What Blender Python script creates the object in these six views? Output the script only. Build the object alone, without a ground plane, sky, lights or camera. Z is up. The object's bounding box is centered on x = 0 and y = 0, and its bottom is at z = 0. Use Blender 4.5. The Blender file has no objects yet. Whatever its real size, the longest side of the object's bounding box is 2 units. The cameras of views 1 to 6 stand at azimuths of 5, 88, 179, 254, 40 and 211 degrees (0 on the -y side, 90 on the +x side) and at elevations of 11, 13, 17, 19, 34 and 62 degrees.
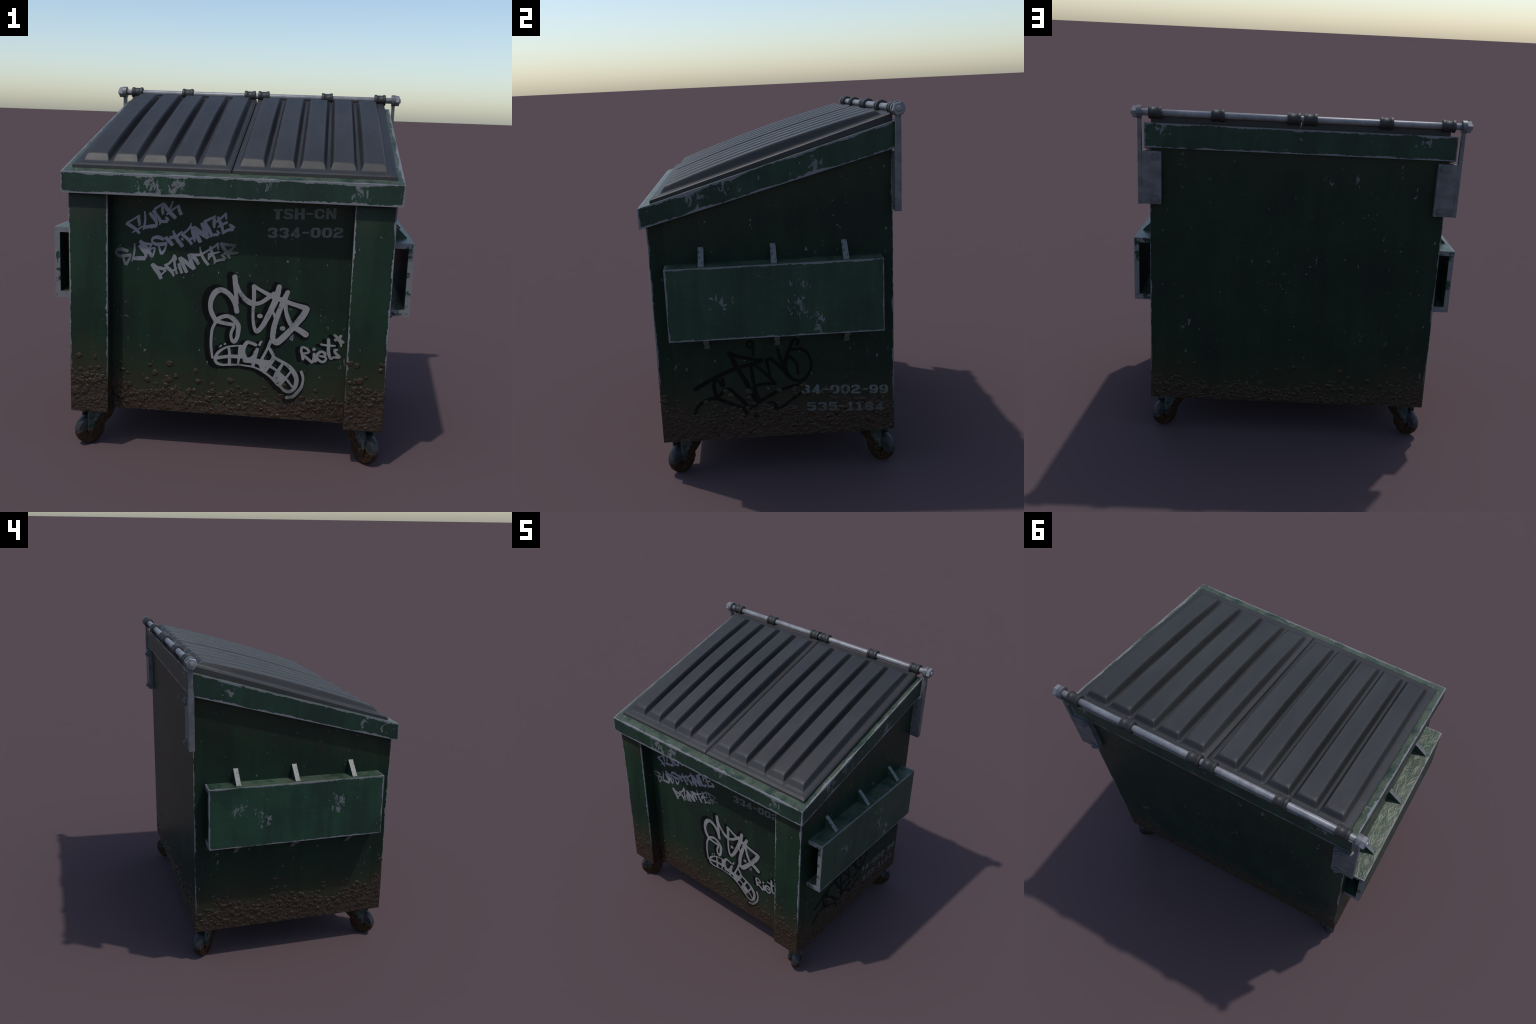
"""A worn green steel street dumpster: sloped twin plastic lids on a hinge rod,
fork pockets on both ends, swivel castors, mud along the foot, sprayed marks."""
import bpy, bmesh, math, random
import numpy as np
from mathutils import Vector, Matrix, noise

rng = random.Random(7)

# ------------------------------------------------------------------ sizes (m)
BX = 0.8445                 # half width of the steel box
Y_POST, Y_PANEL, Y_BACK = -0.649, -0.5615, 0.627
Z_FLOOR = 0.216
POST_IN = 0.636             # inner edge of the two front corner posts
RX, RYF, RYB = 0.873, -0.680, 0.6480   # rim, outer faces
RIM_Z0, RIM_SLOPE = 1.525, 0.2884      # rim top at the front, rise per metre
LIDX, LYF, LYB = 0.8335, -0.620, 0.6300
ROD_Y, ROD_Z = 0.644, 1.9635


def rim_top(y):
    return RIM_Z0 + RIM_SLOPE * (y - RYF)


def rim_bottom(y):
    return 1.4165 + 0.2665 * (y - RYF)


# ------------------------------------------------------------- node shorthand
class Nodes:
    """Small helper that writes shader maths as calls."""

    def __init__(self, name):
        self.mat = bpy.data.materials.new(name)
        self.mat.use_nodes = True
        self.t = self.mat.node_tree
        self.t.nodes.clear()
        self.out = self.t.nodes.new("ShaderNodeOutputMaterial")
        self.bsdf = self.t.nodes.new("ShaderNodeBsdfPrincipled")
        self.t.links.new(self.bsdf.outputs[0], self.out.inputs[0])
        self.co = self.t.nodes.new("ShaderNodeTexCoord").outputs["Object"]
        sep = self.t.nodes.new("ShaderNodeSeparateXYZ")
        self.t.links.new(self.co, sep.inputs[0])
        self.x, self.y, self.z = sep.outputs

    def put(self, sock, v):
        if isinstance(v, bpy.types.NodeSocket):
            self.t.links.new(v, sock)
        else:
            sock.default_value = v

    def m(self, op, a, b=0.0, c=0.0, clamp=False):
        n = self.t.nodes.new("ShaderNodeMath")
        n.operation, n.use_clamp = op, clamp
        for i, v in enumerate((a, b, c)):
            self.put(n.inputs[i], v)
        return n.outputs[0]

    def add(self, a, b): return self.m("ADD", a, b)
    def sub(self, a, b): return self.m("SUBTRACT", a, b)
    def mul(self, a, b): return self.m("MULTIPLY", a, b)
    def mx(self, a, b): return self.m("MAXIMUM", a, b)
    def mn(self, a, b): return self.m("MINIMUM", a, b)
    def ab(self, a): return self.m("ABSOLUTE", a)

    def step(self, v, lo, hi):
        """0 at lo, 1 at hi, smooth between (lo may be above hi)."""
        n = self.t.nodes.new("ShaderNodeMapRange")
        n.interpolation_type = "SMOOTHSTEP"
        flip = lo > hi
        self.put(n.inputs["Value"], v)
        n.inputs["From Min"].default_value = min(lo, hi)
        n.inputs["From Max"].default_value = max(lo, hi)
        n.inputs["To Min"].default_value = 1.0 if flip else 0.0
        n.inputs["To Max"].default_value = 0.0 if flip else 1.0
        return n.outputs[0]

    def vec(self, scale=(1, 1, 1), loc=(0, 0, 0)):
        n = self.t.nodes.new("ShaderNodeMapping")
        self.t.links.new(self.co, n.inputs[0])
        n.inputs["Location"].default_value = loc
        n.inputs["Scale"].default_value = scale
        return n.outputs[0]

    def noise(self, scale, detail=4, rough=0.55, stretch=(1, 1, 1), loc=(0, 0, 0), dist=0.0):
        n = self.t.nodes.new("ShaderNodeTexNoise")
        self.t.links.new(self.vec(stretch, loc), n.inputs["Vector"])
        n.inputs["Scale"].default_value = scale
        n.inputs["Detail"].default_value = detail
        n.inputs["Roughness"].default_value = rough
        n.inputs["Distortion"].default_value = dist
        return n.outputs["Fac"]

    def voronoi(self, scale, feature="F1", stretch=(1, 1, 1), loc=(0, 0, 0), rand=1.0):
        n = self.t.nodes.new("ShaderNodeTexVoronoi")
        n.feature = feature
        self.t.links.new(self.vec(stretch, loc), n.inputs["Vector"])
        n.inputs["Scale"].default_value = scale
        n.inputs["Randomness"].default_value = rand
        return n.outputs["Distance"]

    def mix(self, f, a, b):
        n = self.t.nodes.new("ShaderNodeMix")
        n.data_type = "RGBA"
        self.put(n.inputs[0], f)
        self.put(n.inputs[6], (*a, 1) if isinstance(a, tuple) else a)
        self.put(n.inputs[7], (*b, 1) if isinstance(b, tuple) else b)
        return n.outputs[2]

    def lerp(self, f, a, b):
        return self.add(a, self.mul(f, self.sub(b, a)))

    def bump(self, height, strength=1.0, distance=1.0, normal=None):
        n = self.t.nodes.new("ShaderNodeBump")
        n.inputs["Strength"].default_value = strength
        n.inputs["Distance"].default_value = distance
        self.put(n.inputs["Height"], height)
        if normal is not None:
            self.t.links.new(normal, n.inputs["Normal"])
        return n.outputs[0]

    def second_smallest(self, vals):
        m1, m2 = vals[0], vals[1]
        m1, m2 = self.mn(vals[0], vals[1]), self.mx(vals[0], vals[1])
        for v in vals[2:]:
            m2 = self.mn(m2, self.mx(m1, v))
            m1 = self.mn(m1, v)
        return m2

    def finish(self, color, rough=0.5, metal=0.0, normal=None, spec=0.5):
        b = self.bsdf
        self.put(b.inputs["Base Color"], (*color, 1) if isinstance(color, tuple) else color)
        self.put(b.inputs["Roughness"], rough)
        self.put(b.inputs["Metallic"], metal)
        self.put(b.inputs["Specular IOR Level"], spec)
        if normal is not None:
            self.t.links.new(normal, b.inputs["Normal"])
        return self.mat


BARE = (0.165, 0.165, 0.175)          # scuffed bare steel / primer
MUD_DARK, MUD_LIGHT = (0.0165, 0.0080, 0.0030), (0.0345, 0.0172, 0.0070)


def painted_steel(name, planes, green_a, green_b, wear=0.010, jag=0.022, mud=False, chips=0.5, soot=False, pale_tops=0.0, relief=0.0016, spec=0.15, bare_ends=False, scuffs=()):
    """Green paint, worn to bare steel along the edges where two of the given
    planes meet; chips, scratches, brush-like grain and, low down, mud."""
    n = Nodes(name)
    # paint tone: vertical streaks and soft clouds
    cloud = n.noise(3.2, 5, 0.6)
    streak = n.noise(5.0, 4, 0.6, stretch=(3.0, 3.0, 0.35), loc=(3, 1, 0))
    tone = n.step(n.add(n.mul(cloud, 0.55), n.mul(streak, 0.45)), 0.40, 0.62)
    col = n.mix(tone, green_a, green_b)
    fine = n.noise(70, 3, 0.7)
    col = n.mix(n.mul(n.step(fine, 0.56, 0.70), 0.30), col, tuple(c * 1.3 for c in green_b))
    # worn edges: width wanders, and fails altogether in places
    jagged = n.add(n.add(n.mul(n.sub(n.noise(30, 5, 0.7), 0.5), jag), n.mul(n.sub(n.noise(6.5, 3, 0.6, loc=(7, 3, 1)), 0.5), jag * 1.25)), n.mul(n.sub(n.noise(75, 3, 0.7, loc=(1, 8, 2)), 0.5), jag * 0.5))
    pl = planes(n)
    edge = n.second_smallest(pl)
    # chips and scratches: streaky flakes in clusters, and stray specks
    cl = n.step(n.noise(4.2, 2, 0.5, loc=(1.7, 4.2, 2.1)), 0.60, 0.72)
    # places where the bin has been scraped: centre and reach
    ragged = n.add(0.70, n.mul(n.noise(13, 3, 0.6, loc=(8, 1, 6)), 0.7))
    for cx, cy, cz, reach in scuffs:
        d = n.t.nodes.new("ShaderNodeVectorMath")
        d.operation = "DISTANCE"
        n.t.links.new(n.co, d.inputs[0])
        d.inputs[1].default_value = (cx, cy, cz)
        cl = n.mx(cl, n.step(n.mul(d.outputs["Value"], ragged), reach * 1.5, reach * 0.4))
    fleck = n.noise(34, 5, 0.65, stretch=(1, 1, 0.62), loc=(2, 0, 5), dist=0.7)
    worn = n.step(n.sub(n.add(edge, jagged), n.mul(n.mul(cl, fleck), 0.014)), wear * 1.10, wear * 0.85)
    if bare_ends:
        # the sawn ends of the pocket have lost nearly all their paint
        worn = n.mx(worn, n.mul(n.step(n.ab(pl[1]), 0.004, 0.002), n.step(n.noise(17, 4, 0.6, loc=(4, 4, 4)), 0.41, 0.46)))
    chip = n.step(n.add(fleck, n.mul(cl, 0.200 * chips)), 0.700, 0.730)
    speck = n.step(n.noise(42, 2, 0.5, stretch=(1, 1, 0.75), loc=(9, 2, 4)), 0.728, 0.760)
    worn = n.mx(worn, n.mul(n.mx(chip, speck), 0.75))
    steel = n.mix(n.noise(30, 4), (0.120, 0.122, 0.132), (0.205, 0.203, 0.21))
    if pale_tops:
        # paler khaki patches on the upward faces
        geo = n.t.nodes.new("ShaderNodeNewGeometry")
        s = n.t.nodes.new("ShaderNodeSeparateXYZ")
        n.t.links.new(geo.outputs["Normal"], s.inputs[0])
        up = n.step(s.outputs[2], 0.75, 0.95)
        col = n.mix(n.mul(n.mul(up, n.step(n.noise(11, 4), 0.30, 0.62)), pale_tops), col, (0.150, 0.165, 0.115))
    col = n.mix(worn, col, steel)
    rough = n.lerp(worn, n.add(0.30, n.mul(fine, 0.12)), 0.46)
    grain = n.noise(20, 5, 0.6, stretch=(0.5, 0.5, 1.8), loc=(0, 0, 3))
    height = n.add(n.mul(grain, relief), n.mul(worn, -0.0008))
    if pale_tops:
        height = n.add(height, n.mul(n.mul(up, n.noise(24, 4, 0.6, stretch=(1, 0.6, 1), dist=1.0)), 0.010))
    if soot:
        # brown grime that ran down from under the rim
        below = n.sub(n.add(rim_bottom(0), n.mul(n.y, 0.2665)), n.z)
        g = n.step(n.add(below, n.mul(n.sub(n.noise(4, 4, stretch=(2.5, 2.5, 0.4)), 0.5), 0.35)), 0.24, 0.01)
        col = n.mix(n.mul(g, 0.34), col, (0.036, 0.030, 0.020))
    if mud:
        ax = n.ab(n.x)
        # the mud climbs higher at the corners
        rise = n.add(0.292, n.add(n.mul(n.step(ax, 0.42, 0.85), 0.085), n.mul(n.step(n.y, -0.52, -0.645), 0.075)))
        wob = n.add(n.mul(n.sub(n.noise(5, 4, 0.65, loc=(5, 5, 0)), 0.5), 0.34), n.mul(n.sub(n.noise(26, 4, 0.65), 0.5), 0.22))
        lvl = n.sub(n.add(rise, wob), n.z)
        film = n.step(n.add(n.sub(rise, n.z), n.mul(n.sub(n.noise(3, 4), 0.5), 0.25)), -0.30, 0.04)
        col = n.mix(n.mul(film, 0.72), col, (0.034, 0.028, 0.016))
        thick = n.step(lvl, -0.012, 0.016)
        mcol = n.mix(n.noise(16, 4), MUD_DARK, MUD_LIGHT)
        col = n.mix(thick, col, mcol)
        rough = n.lerp(thick, rough, n.lerp(n.step(n.noise(40, 3, loc=(6, 0, 0)), 0.50, 0.60), 0.66, 0.12))
        lump = n.add(n.mul(n.noise(40, 4, 0.62, loc=(1, 1, 1)), 0.030), n.mul(n.voronoi(46, "SMOOTH_F1"), -0.010))
        height = n.lerp(thick, height, lump)
    return n.finish(col, rough, 0.0, n.bump(height, 0.55, 1.0), n.lerp(thick, spec, 0.42) if mud else spec)


def box_planes(hx, hy, hz, cx=0.0, cy=0.0, cz=0.0):
    def f(n):
        return [n.sub(hx, n.ab(n.sub(n.x, cx))), n.sub(hy, n.ab(n.sub(n.y, cy))), n.sub(hz, n.ab(n.sub(n.z, cz)))]
    return f


GREEN_A, GREEN_B = (0.0115, 0.0205, 0.0145), (0.0130, 0.0295, 0.0175)
RIM_A, RIM_B = (0.0155, 0.031, 0.0225), (0.0190, 0.046, 0.0300)

# ------------------------------------------------------------------ geometry
def new_object(name, bm_or_mesh, mat, parent=None, smooth_deg=None):
    if isinstance(bm_or_mesh, bmesh.types.BMesh):
        me = bpy.data.meshes.new(name)
        bmesh.ops.recalc_face_normals(bm_or_mesh, faces=bm_or_mesh.faces)
        bm_or_mesh.to_mesh(me)
        bm_or_mesh.free()
    else:
        me = bm_or_mesh
    if mat is not None and not me.materials:
        me.materials.append(mat)
    if smooth_deg is not None:
        me.polygons.foreach_set("use_smooth", [True] * len(me.polygons))
        me.set_sharp_from_angle(angle=math.radians(smooth_deg))
    ob = bpy.data.objects.new(name, me)
    bpy.context.scene.collection.objects.link(ob)
    if parent is not None:
        ob.parent = parent
    return ob


def hexahedron(bm, pts):
    """pts: 4 bottom corners then the 4 above them."""
    v = [bm.verts.new(p) for p in pts]
    for f in ((3, 2, 1, 0), (4, 5, 6, 7), (0, 1, 5, 4), (1, 2, 6, 5), (2, 3, 7, 6), (3, 0, 4, 7)):
        bm.faces.new([v[i] for i in f])
    return v


def box(bm, lo, hi):
    (a, b, c), (d, e, f) = lo, hi
    return hexahedron(bm, [(a, b, c), (d, b, c), (d, e, c), (a, e, c), (a, b, f), (d, b, f), (d, e, f), (a, e, f)])


def bevel_all(bm, width, segments=1, min_deg=25):
    edges = [e for e in bm.edges if len(e.link_faces) == 2 and e.calc_face_angle(0) > math.radians(min_deg)]
    bmesh.ops.bevel(bm, geom=edges, offset=width, segments=segments, profile=0.6, affect="EDGES", clamp_overlap=True)


def extrude_outline(bm, outline, to3d, depth_vec):
    """A closed outline (list of 2D points) given thickness along depth_vec."""
    a = [bm.verts.new(to3d(*p)) for p in outline]
    b = [bm.verts.new(Vector(to3d(*p)) + Vector(depth_vec)) for p in outline]
    bm.faces.new(a)
    bm.faces.new(list(reversed(b)))
    for i in range(len(a)):
        j = (i + 1) % len(a)
        bm.faces.new((a[i], b[i], b[j], a[j]))


def lathe(bm, profile, sides, axis="X", phase=0.0, closed=True):
    """profile: (position along axis, radius) pairs turned about the axis."""
    rings = []
    for t, r in profile:
        ring = []
        for k in range(sides):
            a = phase + k * math.tau / sides
            c, s = r * math.cos(a), r * math.sin(a)
            p = {"X": (t, c, s), "Y": (c, t, s), "Z": (c, s, t)}[axis]
            ring.append(bm.verts.new(p))
        rings.append(ring)
    for r0, r1 in zip(rings, rings[1:]):
        for k in range(sides):
            j = (k + 1) % sides
            bm.faces.new((r0[k], r0[j], r1[j], r1[k]))
    if closed:
        bm.faces.new(rings[0])
        bm.faces.new(rings[-1])


# ----------------------------------------------------------------- materials
def body_planes(n):
    return [n.sub(BX, n.ab(n.x)), n.sub(n.y, Y_POST), n.sub(Y_BACK, n.y)]


def post_planes(n):
    return body_planes(n) + [n.sub(n.ab(n.x), POST_IN)]


def rim_planes(n):
    top = n.mul(n.sub(n.add(RIM_Z0 - RIM_SLOPE * RYF, n.mul(n.y, RIM_SLOPE)), n.z), 0.96)
    bot = n.mul(n.sub(n.z, n.add(1.4165 - 0.2665 * RYF, n.mul(n.y, 0.2665))), 0.966)
    return [n.sub(RX, n.ab(n.x)), n.sub(n.y, RYF), n.sub(RYB, n.y), top, bot]


PKX, PKZ0, PKZ1, PKT = 0.9522, 0.831, 1.219, 0.029
PKY_FRONT, PKY_BACK = -0.5655, 0.5575


def pocket_planes(n):
    ax = n.ab(n.x)
    mid, half = (PKZ0 + PKZ1) / 2, (PKZ1 - PKZ0) / 2
    az = n.ab(n.sub(n.z, mid))
    return [n.sub(PKX, ax), n.mn(n.sub(n.y, PKY_FRONT), n.sub(PKY_BACK, n.y)), n.sub(half, az)]


def plastic():
    n = Nodes("black_lid_plastic")
    geo = n.t.nodes.new("ShaderNodeNewGeometry")
    worn = n.step(n.add(geo.outputs["Pointiness"], n.mul(n.sub(n.noise(28, 4), 0.5), 0.06)), 0.515, 0.56)
    cloud = n.noise(3, 4, 0.6, stretch=(1.5, 0.4, 1))
    col = n.mix(n.step(cloud, 0.35, 0.65), (0.0210, 0.0212, 0.0224), (0.0290, 0.0290, 0.0302))
    col = n.mix(n.mul(worn, 0.30), col, (0.056, 0.052, 0.048))
    scuff = n.noise(16, 6, 0.7, dist=1.2)
    patch = n.step(n.noise(3.3, 2, loc=(4, 1, 0)), 0.52, 0.66)
    h = n.add(n.mul(n.noise(90, 2), 0.0006), n.mul(n.mul(scuff, patch), 0.006))
    rough = n.add(0.45, n.mul(n.noise(14, 3), 0.14))
    return n.finish(col, rough, 0.0, n.bump(h, 0.45, 1.0), 0.36)


def zinc(name="galvanised_steel", lo=(0.092, 0.094, 0.102), hi=(0.142, 0.142, 0.148), metal=0.2):
    n = Nodes(name)
    cloud = n.noise(14, 5, 0.6)
    spot = n.step(n.noise(40, 3, loc=(2, 2, 2)), 0.60, 0.72)
    col = n.mix(n.step(cloud, 0.36, 0.64), lo, hi)
    col = n.mix(n.mul(spot, 0.35), col, (0.10, 0.09, 0.08))
    return n.finish(col, n.add(0.36, n.mul(cloud, 0.2)), metal, n.bump(n.mul(n.noise(60, 3), 0.001), 0.5, 1.0))


def gusset_paint():
    n = Nodes("worn_gusset_paint")
    geo = n.t.nodes.new("ShaderNodeNewGeometry")
    sep = n.t.nodes.new("ShaderNodeSeparateXYZ")
    n.t.links.new(geo.outputs["Normal"], sep.inputs[0])
    cheek = n.step(n.ab(sep.outputs[1]), 0.5, 0.8)
    steel = n.mix(n.noise(30, 4), (0.105, 0.115, 0.112), (0.150, 0.156, 0.153))
    kept = n.mx(n.mul(cheek, 0.9), n.mul(n.step(n.noise(38, 4, loc=(0, 5, 1)), 0.55, 0.61), 0.8))
    col = n.mix(kept, steel, (0.016, 0.042, 0.027))
    return n.finish(col, 0.42, 0.0, n.bump(n.mul(n.noise(30, 4), 0.002), 0.5, 1.0), 0.3)


def rubber():
    n = Nodes("hinge_rubber")
    c = n.noise(30, 4)
    col = n.mix(c, (0.013, 0.013, 0.013), (0.026, 0.025, 0.023))
    return n.finish(col, 0.55, 0.0, n.bump(n.mul(n.noise(50, 4), 0.003), 0.5, 1.0))


def mud_material():
    n = Nodes("wet_mud")
    col = n.mix(n.noise(14, 4), (0.0185, 0.0108, 0.0046), (0.0320, 0.0190, 0.0084))
    h = n.add(n.mul(n.noise(60, 3), 0.014), n.mul(n.noise(160, 2), 0.002))
    return n.finish(col, n.lerp(n.step(n.noise(40, 3), 0.46, 0.58), 0.55, 0.13), 0.0, n.bump(h, 0.5, 1.0), 0.42)


def caster_material(name, clean_a, clean_b, edge_z, lean):
    """Painted or rubber above, caked with mud below and on the inward side."""
    n = Nodes(name)
    clean = n.mix(n.step(n.noise(24, 4), 0.42, 0.6), clean_a, clean_b)
    lvl = n.add(n.sub(edge_z, n.z), n.add(n.mul(n.sub(n.noise(16, 4, loc=(0, 3, 0)), 0.5), 0.10), n.mul(n.x, -lean)))
    thick = n.step(lvl, -0.004, 0.006)
    col = n.mix(thick, clean, n.mix(n.noise(22, 4), MUD_DARK, MUD_LIGHT))
    h = n.lerp(thick, n.mul(n.noise(40, 3), 0.002), n.mul(n.noise(55, 4), 0.022))
    return n.finish(col, n.lerp(thick, 0.42, 0.34), 0.0, n.bump(h, 0.6, 1.0), 0.25)


def spray_paint(name, color, under, keep=0.9, fade_dir=None, scale=20, thin=0.0, dirt=0.5, base=0.72, spec=0.22):
    """Sprayed marks: opaque paint that has rubbed thin in places."""
    n = Nodes(name)
    thinned = n.step(n.noise(scale, 5, 0.65, loc=(3, 3, 3)), 0.34, 0.46)
    f = n.mul(n.lerp(thinned, base, 1.0), keep)
    soft = n.noise(9, 4)
    f = n.mul(f, n.lerp(soft, 1.0 - thin, 1.0))
    if fade_dir:
        lo, hi, axis = fade_dir
        f = n.mul(f, n.lerp(n.step(n.x if axis == "x" else n.y, lo, hi), 0.25, 1.0))
    col = n.mix(f, under, color)
    # dirt has crept over the lowest strokes
    low = n.step(n.add(n.z, n.mul(n.sub(n.noise(18, 4), 0.5), 0.16)), 0.50, 0.32)
    col = n.mix(n.mul(low, dirt), col, (0.036, 0.025, 0.014))
    return n.finish(col, 0.42, 0.0, n.bump(n.mul(n.noise(40, 4), 0.0012), 0.5, 1.0), spec)


M_BODY = painted_steel("green_paint_body", body_planes, GREEN_A, GREEN_B, wear=0.0046, mud=True, soot=True, scuffs=(
    (0.67, 0.627, 1.704, 0.06), (-0.163, 0.627, 1.62, 0.07), (0.216, 0.627, 1.10, 0.08), (-0.146, 0.627, 1.16, 0.08), (0.644, 0.627, 0.73, 0.08), (-0.384, 0.627, 0.68, 0.08),
    (0.844, 0.20, 1.267, 0.06), (0.844, 0.523, 0.72, 0.07), (0.844, 0.46, 0.63, 0.05), (0.844, -0.572, 0.663, 0.06),
    (-0.844, -0.48, 0.585, 0.05), (-0.844, -0.567, 0.694, 0.06), (-0.844, 0.495, 0.713, 0.07), (-0.844, 0.50, 1.677, 0.05),
    (-0.554, -0.562, 0.786, 0.06), (0.50, -0.562, 0.77, 0.06), (0.225, -0.562, 1.20, 0.055), (0.139, -0.562, 1.31, 0.04)))
M_POST = painted_steel("green_paint_post", post_planes, GREEN_A, GREEN_B, wear=0.0062, mud=True, soot=True, spec=0.08)
M_RIM = painted_steel("green_paint_rim", rim_planes, RIM_A, RIM_B, wear=0.0082, jag=0.024, chips=0.92, pale_tops=0.35, spec=0.24, scuffs=(
    (-0.41, -0.68, 1.455, 0.09), (-0.27, -0.68, 1.46, 0.08), (0.655, -0.68, 1.485, 0.06), (0.19, -0.68, 1.51, 0.06),
    (0.873, -0.225, 1.635, 0.07), (0.873, -0.386, 1.575, 0.09), (-0.70, 0.648, 1.866, 0.06), (0.777, 0.648, 1.866, 0.05), (-0.873, -0.45, 1.54, 0.05)))
M_POCKET = painted_steel("green_paint_pocket", pocket_planes, (0.014, 0.034, 0.023), (0.020, 0.054, 0.033), wear=0.0062, jag=0.020, chips=0.86, pale_tops=0.32, relief=0.0030, spec=0.32, bare_ends=True, scuffs=(
    (PKX, 0.10, 0.986, 0.08), (PKX, 0.20, 0.905, 0.07), (PKX, 0.12, 1.107, 0.05), (-PKX, 0.367, 1.062, 0.06), (-PKX, 0.245, 1.03, 0.06), (-PKX, -0.25, 1.067, 0.08)))
M_GUSSET = gusset_paint()
M_LID = plastic()
M_ZINC = zinc()
M_ROD = zinc("polished_rod_steel", (0.17, 0.17, 0.182), (0.235, 0.235, 0.245), 0.25)
M_RUBBER = rubber()
M_MUD = mud_material()
M_WHEEL = caster_material("castor_rubber", (0.018, 0.019, 0.021), (0.028, 0.029, 0.031), 0.112, 0.34)
M_FORK = caster_material("castor_steel", (0.014, 0.030, 0.023), (0.070, 0.076, 0.078), 0.118, 1.1)

# ------------------------------------------------------------------ the thing
root = bpy.data.objects.new("dumpster", None)
bpy.context.scene.collection.objects.link(root)
root["label"] = "worn green steel dumpster with sloped black lids, graffiti and mud"
root["category"] = "dumpster"

# box: floor, side walls, back wall and the set-back front panel in one shell
bm = bmesh.new()
zf, zb = rim_top(Y_PANEL) - 0.045, rim_top(Y_BACK) - 0.045
hexahedron(bm, [(-BX, Y_PANEL, Z_FLOOR), (BX, Y_PANEL, Z_FLOOR), (BX, Y_BACK, Z_FLOOR), (-BX, Y_BACK, Z_FLOOR),
                (-BX, Y_PANEL, zf), (BX, Y_PANEL, zf), (BX, Y_BACK, zb), (-BX, Y_BACK, zb)])
bevel_all(bm, 0.0025)
body = new_object("body", bm, M_BODY, root, 40)

# two hollow-looking corner posts standing proud of the front panel
for s in (-1, 1):
    bm = bmesh.new()
    zt0, zt1 = rim_top(Y_POST) - 0.045, rim_top(Y_PANEL) - 0.045
    x0, x1 = sorted((s * POST_IN, s * BX))
    hexahedron(bm, [(x0, Y_POST, Z_FLOOR), (x1, Y_POST, Z_FLOOR), (x1, Y_PANEL, Z_FLOOR), (x0, Y_PANEL, Z_FLOOR),
                    (x0, Y_POST, zt0), (x1, Y_POST, zt0), (x1, Y_PANEL, zt1), (x0, Y_PANEL, zt1)])
    bm.faces.ensure_lookup_table()
    bmesh.ops.delete(bm, geom=[max(bm.faces, key=lambda f: f.calc_center_median().y)], context="FACES_ONLY")
    edges = [e for e in bm.edges if len(e.link_faces) == 2]
    bmesh.ops.bevel(bm, geom=edges, offset=0.0025, segments=1, affect="EDGES")
    new_object("corner_post", bm, M_POST, root, 40)

# rim: a sloped band around the mouth
bm = bmesh.new()
IN_X, IN_F, IN_B = 0.800, -0.590, 0.600


def rim_ring(x, yf, yb, zfun):
    return [bm.verts.new((px, py, zfun(py))) for px, py in ((-x, yf), (x, yf), (x, yb), (-x, yb))]


rings = [rim_ring(RX, RYF, RYB, rim_bottom), rim_ring(RX, RYF, RYB, rim_top), rim_ring(IN_X, IN_F, IN_B, rim_top), rim_ring(IN_X, IN_F, IN_B, rim_bottom)]
for a, b in zip(rings, rings[1:] + rings[:1]):
    for i in range(4):
        j = (i + 1) % 4
        bm.faces.new((a[i], a[j], b[j], b[i]))
bevel_all(bm, 0.004, 2)
new_object("rim", bm, M_RIM, root, 40)

# ----------------------------------------------------------------------- lids
RIB_PITCH, RIB_FIRST = 0.1550, 0.1000
RIB_BASE, RIB_TOP = 0.0700, 0.0495          # half widths at foot and crown
LID_Z0, LID_SLOPE = 1.564, 0.3045           # top of the lip at the front edge


def smooth(t):
    t = min(1.0, max(0.0, t))
    return t * t * (3 - 2 * t)


def lid_height(u, y):
    """Height of the lid's upper surface; u is the distance from the seam."""
    base = LID_Z0 + LID_SLOPE * (y - LYF)
    k = min(4, max(0, round((u - RIB_FIRST) / RIB_PITCH)))
    t = min(1.0, max(0.0, (RIB_BASE - abs(u - (RIB_FIRST + k * RIB_PITCH))) / (RIB_BASE - RIB_TOP)))
    across = 0.75 * smooth(t) + 0.25 * t
    along = min(smooth((y + 0.580) / 0.040), smooth((0.592 - y) / 0.045))
    crown = 0.0325 + 0.0185 * max(0.0, 1.0 - ((y - 0.01) / 0.56) ** 2)
    # soft fall-off at the edge of the lip
    d = min(u - 0.003, LIDX - u, y - LYF)
    lip = -0.006 * (1.0 - smooth(d / 0.011))
    return base + crown * min(across, along) + lip


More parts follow.
